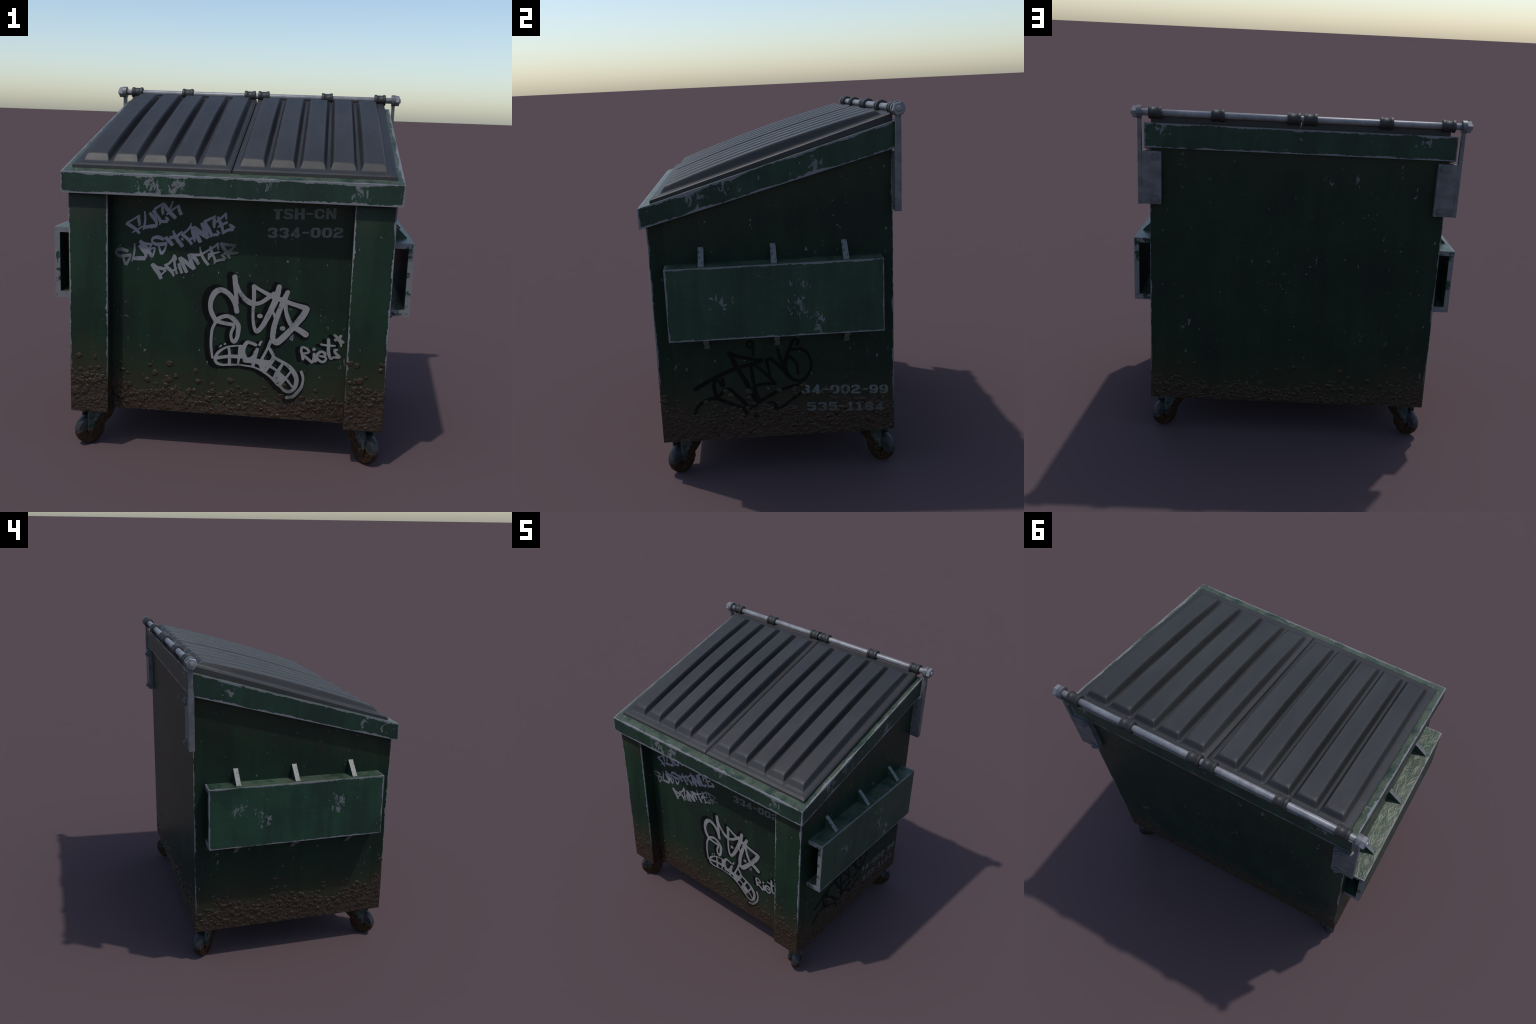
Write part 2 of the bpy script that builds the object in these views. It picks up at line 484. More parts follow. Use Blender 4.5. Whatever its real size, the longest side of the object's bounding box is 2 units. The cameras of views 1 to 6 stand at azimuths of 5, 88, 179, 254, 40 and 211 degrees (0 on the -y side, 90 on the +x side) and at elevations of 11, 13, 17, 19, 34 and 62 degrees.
for side in (-1, 1):
    bm = bmesh.new()
    us = {0.0030, 0.0050, 0.008, 0.013, LIDX, LIDX - 0.002, LIDX - 0.0055, LIDX - 0.011}
    for k in range(5):
        c = RIB_FIRST + k * RIB_PITCH
        for t in np.linspace(0, 1, 9):
            w = RIB_BASE + (RIB_TOP - RIB_BASE) * t
            us |= {c - w, c + w}
        us |= {c + q for q in (-0.03, -0.015, 0.0, 0.015, 0.03)}
    us = sorted(u for u in us if 0.0030 <= u <= LIDX)
    ys = {LYF, LYF + 0.002, LYF + 0.0055, LYF + 0.011, LYF + 0.02, LYB, LYB - 0.006}
    ys |= set(np.linspace(-0.580, -0.540, 9)) | set(np.linspace(0.547, 0.592, 9)) | set(np.linspace(-0.54, 0.547, 46))
    ys = sorted(float(q) for q in ys)
    grid = [[bm.verts.new((0.003 + side * u, y, lid_height(u, y))) for y in ys] for u in us]
    for i in range(len(us) - 1):
        for j in range(len(ys) - 1):
            bm.faces.new((grid[i][j], grid[i + 1][j], grid[i + 1][j + 1], grid[i][j + 1]))
    # skirt down to the rim, and an underside
    loop = [grid[i][0] for i in range(len(us))] + [grid[-1][j] for j in range(1, len(ys))]
    loop += [grid[i][-1] for i in range(len(us) - 2, -1, -1)] + [grid[0][j] for j in range(len(ys) - 2, 0, -1)]
    low = [bm.verts.new((v.co.x, v.co.y, rim_top(v.co.y) + 0.0008)) for v in loop]
    for i in range(len(loop)):
        j = (i + 1) % len(loop)
        bm.faces.new((loop[i], loop[j], low[j], low[i]))
    bm.faces.new(low)
    new_object("lid", bm, M_LID, root, 35)

# ------------------------------------------------------------------ hinge rod
bm = bmesh.new()
lathe(bm, [(-0.9435, 0.0125), (-0.9425, 0.0150), (-0.936, 0.0160), (-0.93, 0.0190), (0.93, 0.0190), (0.936, 0.0160), (0.9425, 0.0150), (0.9435, 0.0125)], 20)
rod = new_object("hinge_rod", bm, M_ROD, root, 50)
rod.location = (0, ROD_Y, ROD_Z)

nut_mesh = None
for s in (-1, 1):
    if nut_mesh is None:
        bm = bmesh.new()
        lathe(bm, [(0.0, 0.030), (0.0, 0.0345), (0.0225, 0.0345), (0.0255, 0.029), (0.0255, 0.0150)], 6, phase=math.radians(15))
        nut = new_object("nut", bm, M_ROD, rod, 25)
        nut_mesh = nut.data
    else:
        nut = new_object("nut", nut_mesh, None, rod)
    nut.location = (s * 0.9095, 0, 0)
    nut.scale = (s, 1, 1)

# rubber-clad knuckles that carry the lids on the rod
collar_mesh = None
for cx in (0.809, 0.464, 0.0445, -0.047, -0.4665, -0.811):
    if collar_mesh is None:
        bm = bmesh.new()
        prof = [(-0.0365, 0.0195), (-0.0365, 0.0325), (-0.0345, 0.0355), (-0.0215, 0.0362), (-0.0195, 0.0340), (-0.0165, 0.0318),
                (0.0165, 0.0318), (0.0195, 0.0340), (0.0215, 0.0362), (0.0345, 0.0355), (0.0365, 0.0325), (0.0365, 0.0195)]
        lathe(bm, prof, 9, phase=math.radians(10))
        ob = new_object("hinge_collar", bm, M_RUBBER, rod, 42)
        collar_mesh = ob.data
    else:
        ob = new_object("hinge_collar", collar_mesh, None, rod)
    ob.location = (cx, 0, 0)
    ob.rotation_euler = (rng.uniform(-0.12, 0.12), 0, 0)

# -------------------------------------------------- hinge brackets and bolts
bolt_mesh = None
for s in (-1, 1):
    bm = bmesh.new()
    # strap with the eye that holds the rod: outline in (y, z), thick along x
    pts = [(0.6265, 1.4500), (0.6600, 1.4490), (0.6605, 1.76), (0.6590, 1.9350)]
    eye_r = 0.0365
    for k in range(13):
        a = math.radians(-62 + k * (304 / 12))
        pts.append((ROD_Y + 0.0005 + eye_r * math.cos(a), ROD_Z + eye_r * math.sin(a)))
    pts += [(0.6325, 1.9300), (0.6320, 1.83), (0.6270, 1.76)]
    extrude_outline(bm, pts, lambda y, z: (s * 0.8870, y, z), (s * 0.0200, 0, 0))
    bevel_all(bm, 0.002)
    # boss of the eye, a little thicker than the strap
    ring = bmesh.new()
    lathe(ring, [(0.0, 0.030), (0.0, 0.0368), (0.0248, 0.0368), (0.0248, 0.030)], 14)
    bmesh.ops.translate(ring, verts=ring.verts, vec=(0.8845, ROD_Y, ROD_Z))
    if s < 0:
        bmesh.ops.scale(ring, vec=(-1, 1, 1), verts=ring.verts)
    tmp = bpy.data.meshes.new("eye_tmp")
    ring.to_mesh(tmp)
    ring.free()
    bm.from_mesh(tmp)
    bpy.data.meshes.remove(tmp)
    # flange plate bolted flat to the back wall
    before = set(bm.verts)
    x0, x1 = sorted((s * 0.7765, s * 0.8868))
    plate = bmesh.new()
    box(plate, (x0, 0.6275, 1.4505), (x1, 0.6590, 1.7520))
    bevel_all(plate, 0.0025)
    tmp = bpy.data.meshes.new("plate_tmp")
    plate.to_mesh(tmp)
    plate.free()
    bm.from_mesh(tmp)
    bpy.data.meshes.remove(tmp)
    bracket = new_object("hinge_bracket", bm, M_ZINC, root, 40)
    for bz in (1.7238, 1.4788):
        if bolt_mesh is None:
            bb = bmesh.new()
            lathe(bb, [(0.0, 0.0225), (0.008, 0.0235), (0.0115, 0.0205), (0.0115, 0.0105)], 6, axis="Y", phase=math.radians(8))
            stud = bmesh.new()
            lathe(stud, [(0.010, 0.0110), (0.0185, 0.0110), (0.0205, 0.0085)], 12, axis="Y")
            tmp = bpy.data.meshes.new("stud_tmp")
            stud.to_mesh(tmp)
            stud.free()
            bb.from_mesh(tmp)
            bpy.data.meshes.remove(tmp)
            bolt = new_object("bolt", bb, M_ZINC, bracket, 30)
            bolt_mesh = bolt.data
        else:
            bolt = new_object("bolt", bolt_mesh, None, bracket)
        bolt.location = (s * 0.8094, 0.6590, bz)
        bolt.rotation_euler = (0, rng.uniform(0, 1), 0)

# --------------------------------------------------- fork pockets and gussets
gusset_mesh = {}
for s in (-1, 1):
    bm = bmesh.new()
    # channel section in (x, z): top, outer wall and bottom, open towards the box
    a, b, t = BX - 0.001, PKX, PKT
    sec = [(a, PKZ0), (b, PKZ0), (b, PKZ1), (a, PKZ1), (a, PKZ1 - t), (b - t, PKZ1 - t), (b - t, PKZ0 + t + 0.005), (a, PKZ0 + t + 0.005)]
    extrude_outline(bm, sec, lambda x, z: (s * x, PKY_FRONT, z), (0, PKY_BACK - PKY_FRONT, 0))
    bevel_all(bm, 0.002)
    pocket = new_object("fork_pocket", bm, M_POCKET, root, 40)
    for y0 in (-0.3765, -0.0030, 0.3690):
        for up in (1, -1):
            if (s, up) not in gusset_mesh:
                bg = bmesh.new()
                zc, h = (PKZ1, 0.0875) if up > 0 else (PKZ0, -0.0845)
                tri = [(BX - 0.001, zc - 0.001 * up), (0.9295, zc - 0.001 * up), (0.9295, zc + 0.004 * up), (BX - 0.001, zc + h)]
                extrude_outline(bg, tri, lambda x, z: (s * x, -0.0150, z), (0, 0.030, 0))
                bevel_all(bg, 0.0015)
                g = new_object("gusset", bg, M_GUSSET, pocket, 40)
                gusset_mesh[(s, up)] = g.data
            else:
                g = new_object("gusset", gusset_mesh[(s, up)], None, pocket)
            g.location = (0, y0, 0)

# -------------------------------------------------------------------- castors
WHEEL_R, WHEEL_C = 0.0868, (0.7665, 0.5645)
wheel_mesh = fork_mesh = None
for sx, sy in ((1, -1), (-1, -1), (1, 1), (-1, 1)):
    castor = bpy.data.objects.new("castor", None)
    bpy.context.scene.collection.objects.link(castor)
    castor.parent = root
    castor.location = (sx * WHEEL_C[0], sy * WHEEL_C[1], 0)
    # local +x points out past the corner of the bin
    castor.rotation_euler = (0, 0, math.atan2(sy, sx))
    if wheel_mesh is None:
        bm = bmesh.new()
        lathe(bm, [(-0.025, 0.020), (-0.029, 0.028), (-0.029, 0.062), (-0.026, 0.079), (-0.015, WHEEL_R - 0.002), (0.0, WHEEL_R), (0.015, WHEEL_R - 0.002),
                   (0.026, 0.079), (0.029, 0.062), (0.029, 0.028), (0.025, 0.020)], 16, axis="Y", phase=math.pi / 16)
        # worn, mud-caked tread
        for v in bm.verts:
            r = math.hypot(v.co.x, v.co.z)
            if r > 0.05:
                k = 1 + 0.018 * noise.noise(v.co * 28)
                v.co.x *= k
                v.co.z *= k
        lowest = min(v.co.z for v in bm.verts)
        bmesh.ops.translate(bm, verts=bm.verts, vec=(0, 0, -lowest))
        wheel = new_object("wheel", bm, M_WHEEL, castor, 50)
        wheel_mesh = wheel.data
        bm = bmesh.new()
        # two cheeks, broad at the top and tapering to the axle
        cheek = [(0.028, 0.2155), (0.027, 0.066), (0.022, 0.058), (-0.018, 0.058), (-0.025, 0.068), (-0.040, 0.092), (-0.080, 0.112), (-0.112, 0.140), (-0.135, 0.180), (-0.150, 0.2155)]
        for y0, d in ((0.030, 0.010), (-0.030, -0.010)):
            extrude_outline(bm, cheek, lambda x, z: (x, y0, z), (0, d, 0))
        # crown plate and back web joining the cheeks
        box(bm, (-0.150, -0.0295, 0.200), (0.052, 0.0295, 0.2155))
        hexahedron(bm, [(-0.118, -0.0295, 0.168), (-0.100, -0.0295, 0.160), (-0.100, 0.0295, 0.160), (-0.118, 0.0295, 0.168),
                        (-0.149, -0.0295, 0.1945), (-0.100, -0.0295, 0.1945), (-0.100, 0.0295, 0.1945), (-0.149, 0.0295, 0.1945)])
        bevel_all(bm, 0.002)
        # raised leg strap on each cheek, and the axle bolt
        for y0, d in ((0.0395, 0.004), (-0.0395, -0.004)):
            extrude_outline(bm, [(0.026, 0.214), (0.025, 0.062), (-0.020, 0.062), (-0.022, 0.214)], lambda x, z: (x, y0, z), (0, d, 0))
        axle = bmesh.new()
        lathe(axle, [(-0.049, 0.010), (-0.047, 0.0125), (0.047, 0.0125), (0.049, 0.010)], 8, axis="Y")
        bmesh.ops.translate(axle, verts=axle.verts, vec=(0.003, 0, WHEEL_R))
        tmp = bpy.data.meshes.new("axle_tmp")
        axle.to_mesh(tmp)
        axle.free()
        bm.from_mesh(tmp)
        bpy.data.meshes.remove(tmp)
        fork = new_object("fork", bm, M_FORK, castor, 35)
        fork_mesh = fork.data
    else:
        new_object("wheel", wheel_mesh, None, castor)
        new_object("fork", fork_mesh, None, castor)

# ------------------------------------------------------- sprayed strokes
def stroke(*pts):
    """A spray-can stroke: (across mm, height mm, line width mm) control points."""
    return pts


FIRST_WORD = [
    stroke((-488, 1300, 9), (-524, 1275, 9), (-556, 1256, 10)),
    stroke((-559, 1254, 19), (-528, 1237, 19), (-507, 1223, 17), (-489, 1203, 17)),
    stroke((-493, 1293, 15), (-492, 1271, 17), (-488, 1254, 14), (-492, 1242, 5)),
    stroke((-529, 1204, 5), (-510, 1217, 9), (-490, 1229, 9), (-469, 1243, 7)),
    stroke((-461, 1322, 7), (-458, 1298, 10), (-458, 1273, 11), (-461, 1251, 12), (-468, 1223, 7)),
    stroke((-464, 1235, 21), (-450, 1239, 19), (-424, 1244, 20), (-400, 1247, 20)),
    stroke((-434, 1315, 15), (-421, 1300, 19), (-406, 1282, 19), (-396, 1262, 14), (-399, 1245, 12)),
    stroke((-359, 1370, 9), (-383, 1354, 12), (-408, 1335, 15)),
    stroke((-415, 1329, 19), (-396, 1303, 20), (-380, 1280, 19), (-377, 1265, 10), (-381, 1254, 5)),
    stroke((-375, 1272, 14), (-356, 1273, 17), (-339, 1274, 17)),
    stroke((-336, 1277, 14), (-339, 1287, 17), (-349, 1297, 9)),
    stroke((-368, 1353, 12), (-366, 1340, 15), (-364, 1321, 17), (-365, 1306, 5)),
    stroke((-359, 1366, 20), (-340, 1339, 22), (-323, 1320, 22), (-295, 1294, 20)),
    stroke((-310, 1383, 7), (-318, 1361, 9), (-326, 1338, 10)),
    stroke((-343, 1310, 10), (-323, 1328, 10), (-298, 1348, 10), (-276, 1364, 7)),
    stroke((-281, 1357, 15), (-275, 1336, 19), (-265, 1314, 20)),
]
SECOND_WORD = [
    stroke((-550, 1104, 18), (-570, 1110, 19), (-588, 1113, 20), (-607, 1108, 19), (-616, 1095, 11), (-607, 1081, 16), (-588, 1075, 18), (-559, 1080, 18), (-533, 1086, 13)),
    stroke((-536, 1080, 9), (-545, 1057, 12), (-561, 1029, 17)),
    stroke((-577, 1069, 9), (-570, 1047, 14), (-562, 1029, 15)),
    stroke((-515, 1148, 8), (-514, 1121, 10), (-518, 1090, 12), (-529, 1049, 6)),
    stroke((-520, 1066, 19), (-492, 1068, 23), (-457, 1070, 23)),
    stroke((-488, 1137, 19), (-470, 1117, 23), (-455, 1097, 21), (-453, 1074, 13)),
    stroke((-485, 1164, 15), (-472, 1148, 23), (-449, 1122, 25), (-430, 1096, 19), (-421, 1078, 15)),
    stroke((-485, 1162, 17), (-462, 1150, 16), (-422, 1148, 13)),
    stroke((-422, 1148, 10), (-433, 1127, 10), (-439, 1114, 10)),
    stroke((-439, 1112, 13), (-422, 1125, 10), (-402, 1129, 10)),
    stroke((-404, 1127, 10), (-410, 1101, 10), (-419, 1078, 12)),
    stroke((-357, 1176, 16), (-373, 1184, 20), (-392, 1187, 20), (-412, 1182, 16), (-420, 1167, 11), (-410, 1153, 16), (-389, 1149, 19), (-360, 1152, 19), (-340, 1159, 14)),
    stroke((-342, 1152, 9), (-352, 1121, 12), (-368, 1097, 14)),
    stroke((-384, 1140, 10), (-376, 1114, 13), (-369, 1097, 14)),
    stroke((-348, 1189, 19), (-328, 1170, 22), (-309, 1148, 18)),
    stroke((-324, 1187, 19), (-288, 1197, 16), (-272, 1212, 12), (-258, 1225, 7)),
    stroke((-307, 1227, 10), (-299, 1204, 17), (-283, 1178, 22), (-256, 1144, 21)),
    stroke((-210, 1272, 6), (-218, 1250, 10), (-232, 1231, 12), (-253, 1213, 12)),
    stroke((-210, 1253, 12), (-204, 1220, 14), (-194, 1192, 14), (-192, 1173, 10)),
    stroke((-262, 1210, 17), (-228, 1186, 19), (-206, 1158, 14)),
    stroke((-231, 1178, 14), (-209, 1189, 14), (-192, 1197, 10)),
    stroke((-259, 1189, 12), (-256, 1177, 12)),
    stroke((-201, 1251, 19), (-184, 1216, 24), (-161, 1172, 21)),
    stroke((-198, 1249, 24), (-170, 1229, 26), (-138, 1209, 26), (-121, 1196, 17)),
    stroke((-154, 1275, 21), (-139, 1240, 26), (-122, 1196, 19)),
    stroke((-81, 1315, 9), (-112, 1298, 14), (-142, 1281, 17)),
    stroke((-140, 1278, 19), (-122, 1250, 21), (-105, 1218, 19), (-108, 1201, 9)),
    stroke((-107, 1211, 14), (-86, 1215, 15), (-67, 1218, 17)),
    stroke((-60, 1223, 14), (-75, 1238, 9)),
    stroke((-88, 1302, 17), (-90, 1278, 18), (-89, 1252, 11)),
    stroke((-70, 1311, 12), (-59, 1284, 19), (-47, 1256, 17), (-42, 1221, 8)),
    stroke((-85, 1279, 9), (-58, 1301, 12), (-31, 1328, 11)),
    stroke((-30, 1335, 9), (-29, 1323, 14), (-26, 1300, 9)),
    stroke((-70, 1256, 8), (-45, 1272, 14), (-19, 1286, 12)),
    stroke((-42, 1228, 14), (-16, 1244, 17), (12, 1249, 19)),
    stroke((17, 1255, 17), (5, 1264, 19), (-10, 1274, 12)),
]
THIRD_WORD = [
    stroke((-419, 1041, 21), (-400, 1015, 26), (-383, 992, 24), (-369, 963, 19)),
    stroke((-415, 1040, 19), (-392, 1024, 19), (-361, 1019, 19), (-347, 1014, 15)),
    stroke((-343, 1011, 12), (-355, 999, 10), (-369, 985, 10)),
    stroke((-297, 1097, 14), (-310, 1070, 12), (-326, 1050, 13), (-350, 1035, 16)),
    stroke((-345, 1032, 19), (-323, 1016, 21), (-309, 1001, 19), (-300, 980, 10)),
    stroke((-301, 1086, 14), (-297, 1052, 14), (-292, 1021, 12), (-284, 994, 12)),
    stroke((-316, 1008, 12), (-298, 1015, 10), (-283, 1027, 7)),
    stroke((-293, 1092, 10), (-290, 1070, 12)),
    stroke((-275, 1051, 14), (-268, 1028, 17), (-257, 1000, 17)),
    stroke((-270, 1084, 19), (-254, 1051, 22), (-231, 1005, 19)),
    stroke((-267, 1083, 19), (-239, 1064, 22), (-213, 1042, 22), (-192, 1025, 17)),
    stroke((-221, 1104, 19), (-208, 1065, 22), (-190, 1026, 19)),
    stroke((-204, 1098, 22), (-184, 1079, 22), (-167, 1052, 15)),
    stroke((-215, 1102, 16), (-190, 1102, 15), (-159, 1105, 15), (-140, 1116, 10), (-115, 1133, 12)),
    stroke((-162, 1148, 5), (-160, 1131, 9), (-152, 1104, 15), (-136, 1077, 17), (-115, 1052, 15)),
    stroke((-107, 1154, 9), (-103, 1134, 19), (-93, 1110, 15), (-82, 1084, 14), (-83, 1058, 5)),
    stroke((-134, 1120, 9), (-110, 1137, 10), (-87, 1150, 12), (-65, 1173, 9)),
    stroke((-67, 1170, 10), (-66, 1150, 12), (-64, 1136, 7)),
    stroke((-115, 1113, 10), (-114, 1080, 9)),
    stroke((-115, 1109, 9), (-93, 1114, 12), (-62, 1124, 10), (-57, 1126, 9)),
    stroke((-80, 1072, 12), (-58, 1081, 14), (-29, 1086, 15)),
    stroke((-26, 1088, 14), (-34, 1100, 15), (-48, 1111, 10)),
    stroke((-116, 1085, 9), (-99, 1105, 10)),
    stroke((-53, 1172, 14), (-36, 1148, 19), (-18, 1123, 20), (-2, 1093, 15)),
    stroke((-52, 1171, 15), (-16, 1166, 17), (28, 1164, 12)),
    stroke((26, 1164, 10), (10, 1145, 12), (-13, 1128, 15), (-35, 1115, 10)),
    stroke((-15, 1126, 22), (11, 1123, 19), (44, 1126, 8)),
]
FACE = [
    stroke((44, 806, 27), (36, 841, 26), (15, 882, 26), (-14, 910, 27), (-48, 920, 30), (-78, 901, 31), (-96, 861, 28), (-99, 822, 24), (-90, 788, 26), (-68, 750, 26)),
    stroke((-68, 750, 24), (-41, 769, 21), (-6, 778, 22), (28, 763, 28), (54, 729, 26), (54, 697, 24), (49, 661, 21), (32, 637, 21), (18, 656, 16), (17, 688, 16), (30, 720, 17)),
    stroke((-68, 748, 21), (-23, 738, 21), (26, 733, 21)),
    stroke((-68, 743, 17), (-86, 702, 16), (-91, 652, 15), (-91, 609, 14), (-86, 566, 12), (-82, 541, 14)),
    stroke((28, 996, 27), (33, 946, 27), (38, 894, 22), (41, 852, 22)),
    stroke((40, 956, 17), (55, 919, 19), (83, 882, 24), (118, 860, 27), (135, 856, 24)),
    stroke((153, 627, 16), (125, 637, 17), (105, 638, 21), (90, 614, 21), (86, 581, 21), (101, 546, 24), (128, 544, 28), (148, 567, 24), (161, 604, 17)),
    stroke((131, 950, 23), (133, 905, 21), (133, 862, 21), (131, 812, 16), (133, 762, 16), (141, 722, 19), (156, 703, 24), (184, 735, 26), (208, 783, 29), (229, 831, 31), (250, 885, 34), (266, 956, 26)),
    stroke((82, 880, 26), (112, 857, 24), (138, 854, 23), (173, 864, 21), (211, 893, 23), (239, 918, 19)),
    stroke((131, 950, 23), (164, 933, 19), (207, 911, 22), (253, 890, 27), (292, 883, 26), (324, 870, 24), (364, 859, 24), (406, 848, 30), (417, 842, 32)),
    stroke((416, 842, 32), (398, 805, 35), (365, 759, 32), (337, 724, 31), (300, 681, 35), (266, 650, 36), (244, 661, 29), (242, 701, 29), (252, 759, 29), (277, 841, 27), (298, 895, 29), (312, 929, 24)),
    stroke((238, 815, 13), (251, 779, 13)),
    stroke((302, 862, 23), (307, 822, 21), (322, 777, 24), (346, 741, 26), (382, 724, 31), (417, 702, 35)),
    stroke((164, 789, 23), (173, 789, 23)),
    stroke((287, 728, 24), (296, 728, 24)),
    stroke((233, 657, 20), (212, 604, 13), (185, 545, 16)),
    stroke((221, 619, 16), (238, 593, 18), (248, 569, 16), (234, 541, 16), (204, 539, 16), (185, 545, 16)),
    stroke((179, 646, 13), (172, 629, 14)),
    stroke((160, 601, 16), (145, 549, 26)),
    stroke((96, 539, 30), (136, 538, 30), (178, 534, 30)),
]
TEETH = [
    stroke((79, 617, 10), (57, 617, 8), (22, 612, 10), (-5, 605, 11), (-33, 588, 14), (-54, 568, 17), (-65, 545, 17), (-66, 526, 17), (-54, 511, 17), (-30, 504, 14), (4, 506, 11), (46, 509, 9), (81, 509, 9), (124, 504, 8)),
    stroke((-59, 540, 20), (-25, 548, 18), (17, 555, 21), (59, 556, 21), (79, 562, 35)),
    stroke((6, 600, 14), (11, 572, 15), (12, 543, 17), (11, 507, 18)),
    stroke((71, 612, 25), (68, 583, 23), (63, 554, 14), (59, 510, 11)),
    stroke((-41, 606, 10), (-35, 614, 8)),
    stroke((-17, 621, 11), (-13, 624, 10)),
    stroke((252, 564, 16), (284, 548, 17), (314, 533, 18), (344, 510, 24), (367, 478, 26), (378, 449, 24), (374, 410, 23), (363, 389, 19), (340, 375, 18), (315, 381, 17), (295, 400, 15), (280, 411, 15)),
    stroke((97, 507, 9), (134, 504, 10), (170, 493, 10), (205, 475, 12), (235, 454, 12), (260, 433, 19), (280, 411, 19)),
    stroke((169, 531, 27), (206, 523, 32), (238, 510, 15), (272, 490, 13), (292, 473, 13), (322, 447, 12), (358, 404, 12)),
    stroke((255, 556, 15), (228, 514, 17), (202, 477, 17)),
    stroke((302, 534, 13), (277, 487, 22), (257, 445, 19)),
    stroke((347, 492, 10), (317, 447, 14), (292, 415, 19)),
    stroke((275, 472, 36), (286, 452, 44), (296, 438, 36)),
    stroke((189, 517, 36), (195, 489, 27)),
    stroke((150, 590, 14), (144, 554, 19), (141, 508, 17)),
    stroke((402, 493, 17), (413, 461, 14), (412, 431, 14), (404, 402, 17), (384, 373, 19), (360, 348, 19), (329, 341, 19)),
]
TAG = [
    stroke((408, 564, 15), (404, 584, 15), (397, 612, 14), (399, 628, 13), (409, 631, 12), (427, 624, 13), (438, 610, 14), (428, 600, 12), (409, 597, 11)),
    stroke((412, 584, 14), (434, 568, 16), (456, 550, 16)),
    stroke((466, 598, 15), (466, 576, 15), (464, 556, 16)),
    stroke((463, 623, 18), (466, 623, 18)),
    stroke((475, 560, 20), (478, 581, 20), (490, 605, 16), (509, 613, 14), (524, 602, 16), (520, 588, 12), (498, 588, 11)),
    stroke((501, 587, 10), (523, 584, 11), (531, 576, 12), (525, 562, 14), (510, 556, 14), (491, 566, 15), (481, 577, 20)),
    stroke((539, 682, 17), (541, 650, 17), (541, 621, 19), (547, 593, 16), (556, 578, 16), (572, 586, 13), (596, 586, 16)),
    stroke((501, 653, 11), (538, 649, 12), (575, 650, 9)),
    stroke((587, 628, 13), (575, 626, 14), (578, 612, 15), (592, 598, 17), (601, 588, 16)),
    stroke((569, 709, 13), (587, 694, 16), (601, 682, 16)),
    stroke((603, 706, 16), (593, 691, 16), (574, 682, 16)),
    stroke((594, 684, 20), (604, 668, 17), (607, 648, 8)),
    stroke((599, 683, 17), (618, 671, 12)),
]
SIDE_TAG = [
    stroke((-458, 520, 23), (-378, 563, 24), (-294, 603, 23), (-224, 628, 21), (-144, 647, 21), (-99, 657, 20), (-86, 665, 15)),
    stroke((-266, 719, 16), (-247, 680, 23), (-221, 623, 25), (-188, 561, 25), (-156, 488, 26), (-123, 422, 26)),
    stroke((-264, 719, 19), (-223, 697, 21), (-175, 682, 21), (-127, 671, 20), (-86, 666, 16)),
    stroke((-132, 697, 15), (-134, 735, 19), (-135, 766, 23), (-151, 777, 16), (-165, 761, 16), (-156, 742, 16), (-136, 742, 15)),
    stroke((-148, 639, 18), (-144, 586, 19), (-135, 505, 21), (-119, 433, 27)),
    stroke((-466, 374, 17), (-451, 412, 20), (-419, 442, 20), (-375, 460, 20), (-333, 454, 20), (-262, 421, 21), (-204, 392, 22), (-165, 368, 28), (-134, 341, 17)),
    stroke((-267, 508, 20), (-233, 469, 21), (-196, 427, 23), (-165, 379, 27)),
    stroke((-267, 508, 18), (-297, 505, 20), (-338, 468, 20), (-351, 501, 20), (-353, 547, 20), (-335, 570, 13)),
    stroke((-332, 567, 13), (-305, 530, 20), (-306, 572, 16)),
    stroke((-132, 645, 18), (-79, 593, 18), (-21, 527, 16)),
    stroke((-21, 527, 16), (-76, 529, 18), (-125, 522, 20)),
    stroke((-48, 580, 13), (-58, 626, 18), (-63, 661, 18), (-46, 672, 18), (-24, 655, 20), (14, 618, 22), (39, 585, 25), (67, 552, 21), (110, 533, 18), (146, 550, 17), (171, 594, 16), (176, 636, 16), (161, 685, 16), (132, 713, 15), (106, 718, 15), (67, 714, 16)),
    stroke((-1, 725, 15), (7, 681, 18), (25, 635, 21), (35, 599, 25)),
    stroke((82, 770, 19), (61, 719, 20), (46, 679, 21), (36, 634, 23), (39, 585, 23)),
    stroke((82, 770, 19), (102, 774, 16), (114, 757, 15), (101, 744, 16)),
    stroke((56, 682, 20), (81, 656, 18), (100, 623, 16), (103, 574, 12)),
    stroke((132, 514, 12), (82, 508, 16), (15, 491, 19), (-52, 460, 21), (-117, 425, 23), (-155, 392, 25), (-190, 362, 22), (-218, 324, 20)),
    stroke((-82, 380, 14), (-75, 405, 17), (-47, 419, 15), (-28, 405, 17), (-23, 380, 17), (4, 385, 14), (35, 405, 14), (80, 437, 14), (117, 464, 14)),
]



def spline(pts, step=0.004):
    """Catmull-Rom through the control points, resampled."""
    p = [Vector(q) / 1000.0 for q in pts]
    if len(p) == 2:
        p = [p[0], p[0].lerp(p[1], 0.5), p[1]]
    out = []
    for i in range(len(p) - 1):
        a, b, c, d = p[max(0, i - 1)], p[i], p[i + 1], p[min(len(p) - 1, i + 2)]
        n = max(2, int(((c - b).xy.length) / step) + 1)
        for k in range(n):
            t = k / n
            q = 0.5 * ((2 * b) + (c - a) * t + (2 * a - 5 * b + 4 * c - d) * t * t + (3 * b - a - 3 * c + d) * t ** 3)
            q.z = b.z + (c.z - b.z) * t
            out.append(q)
    out.append(p[-1])
    return out


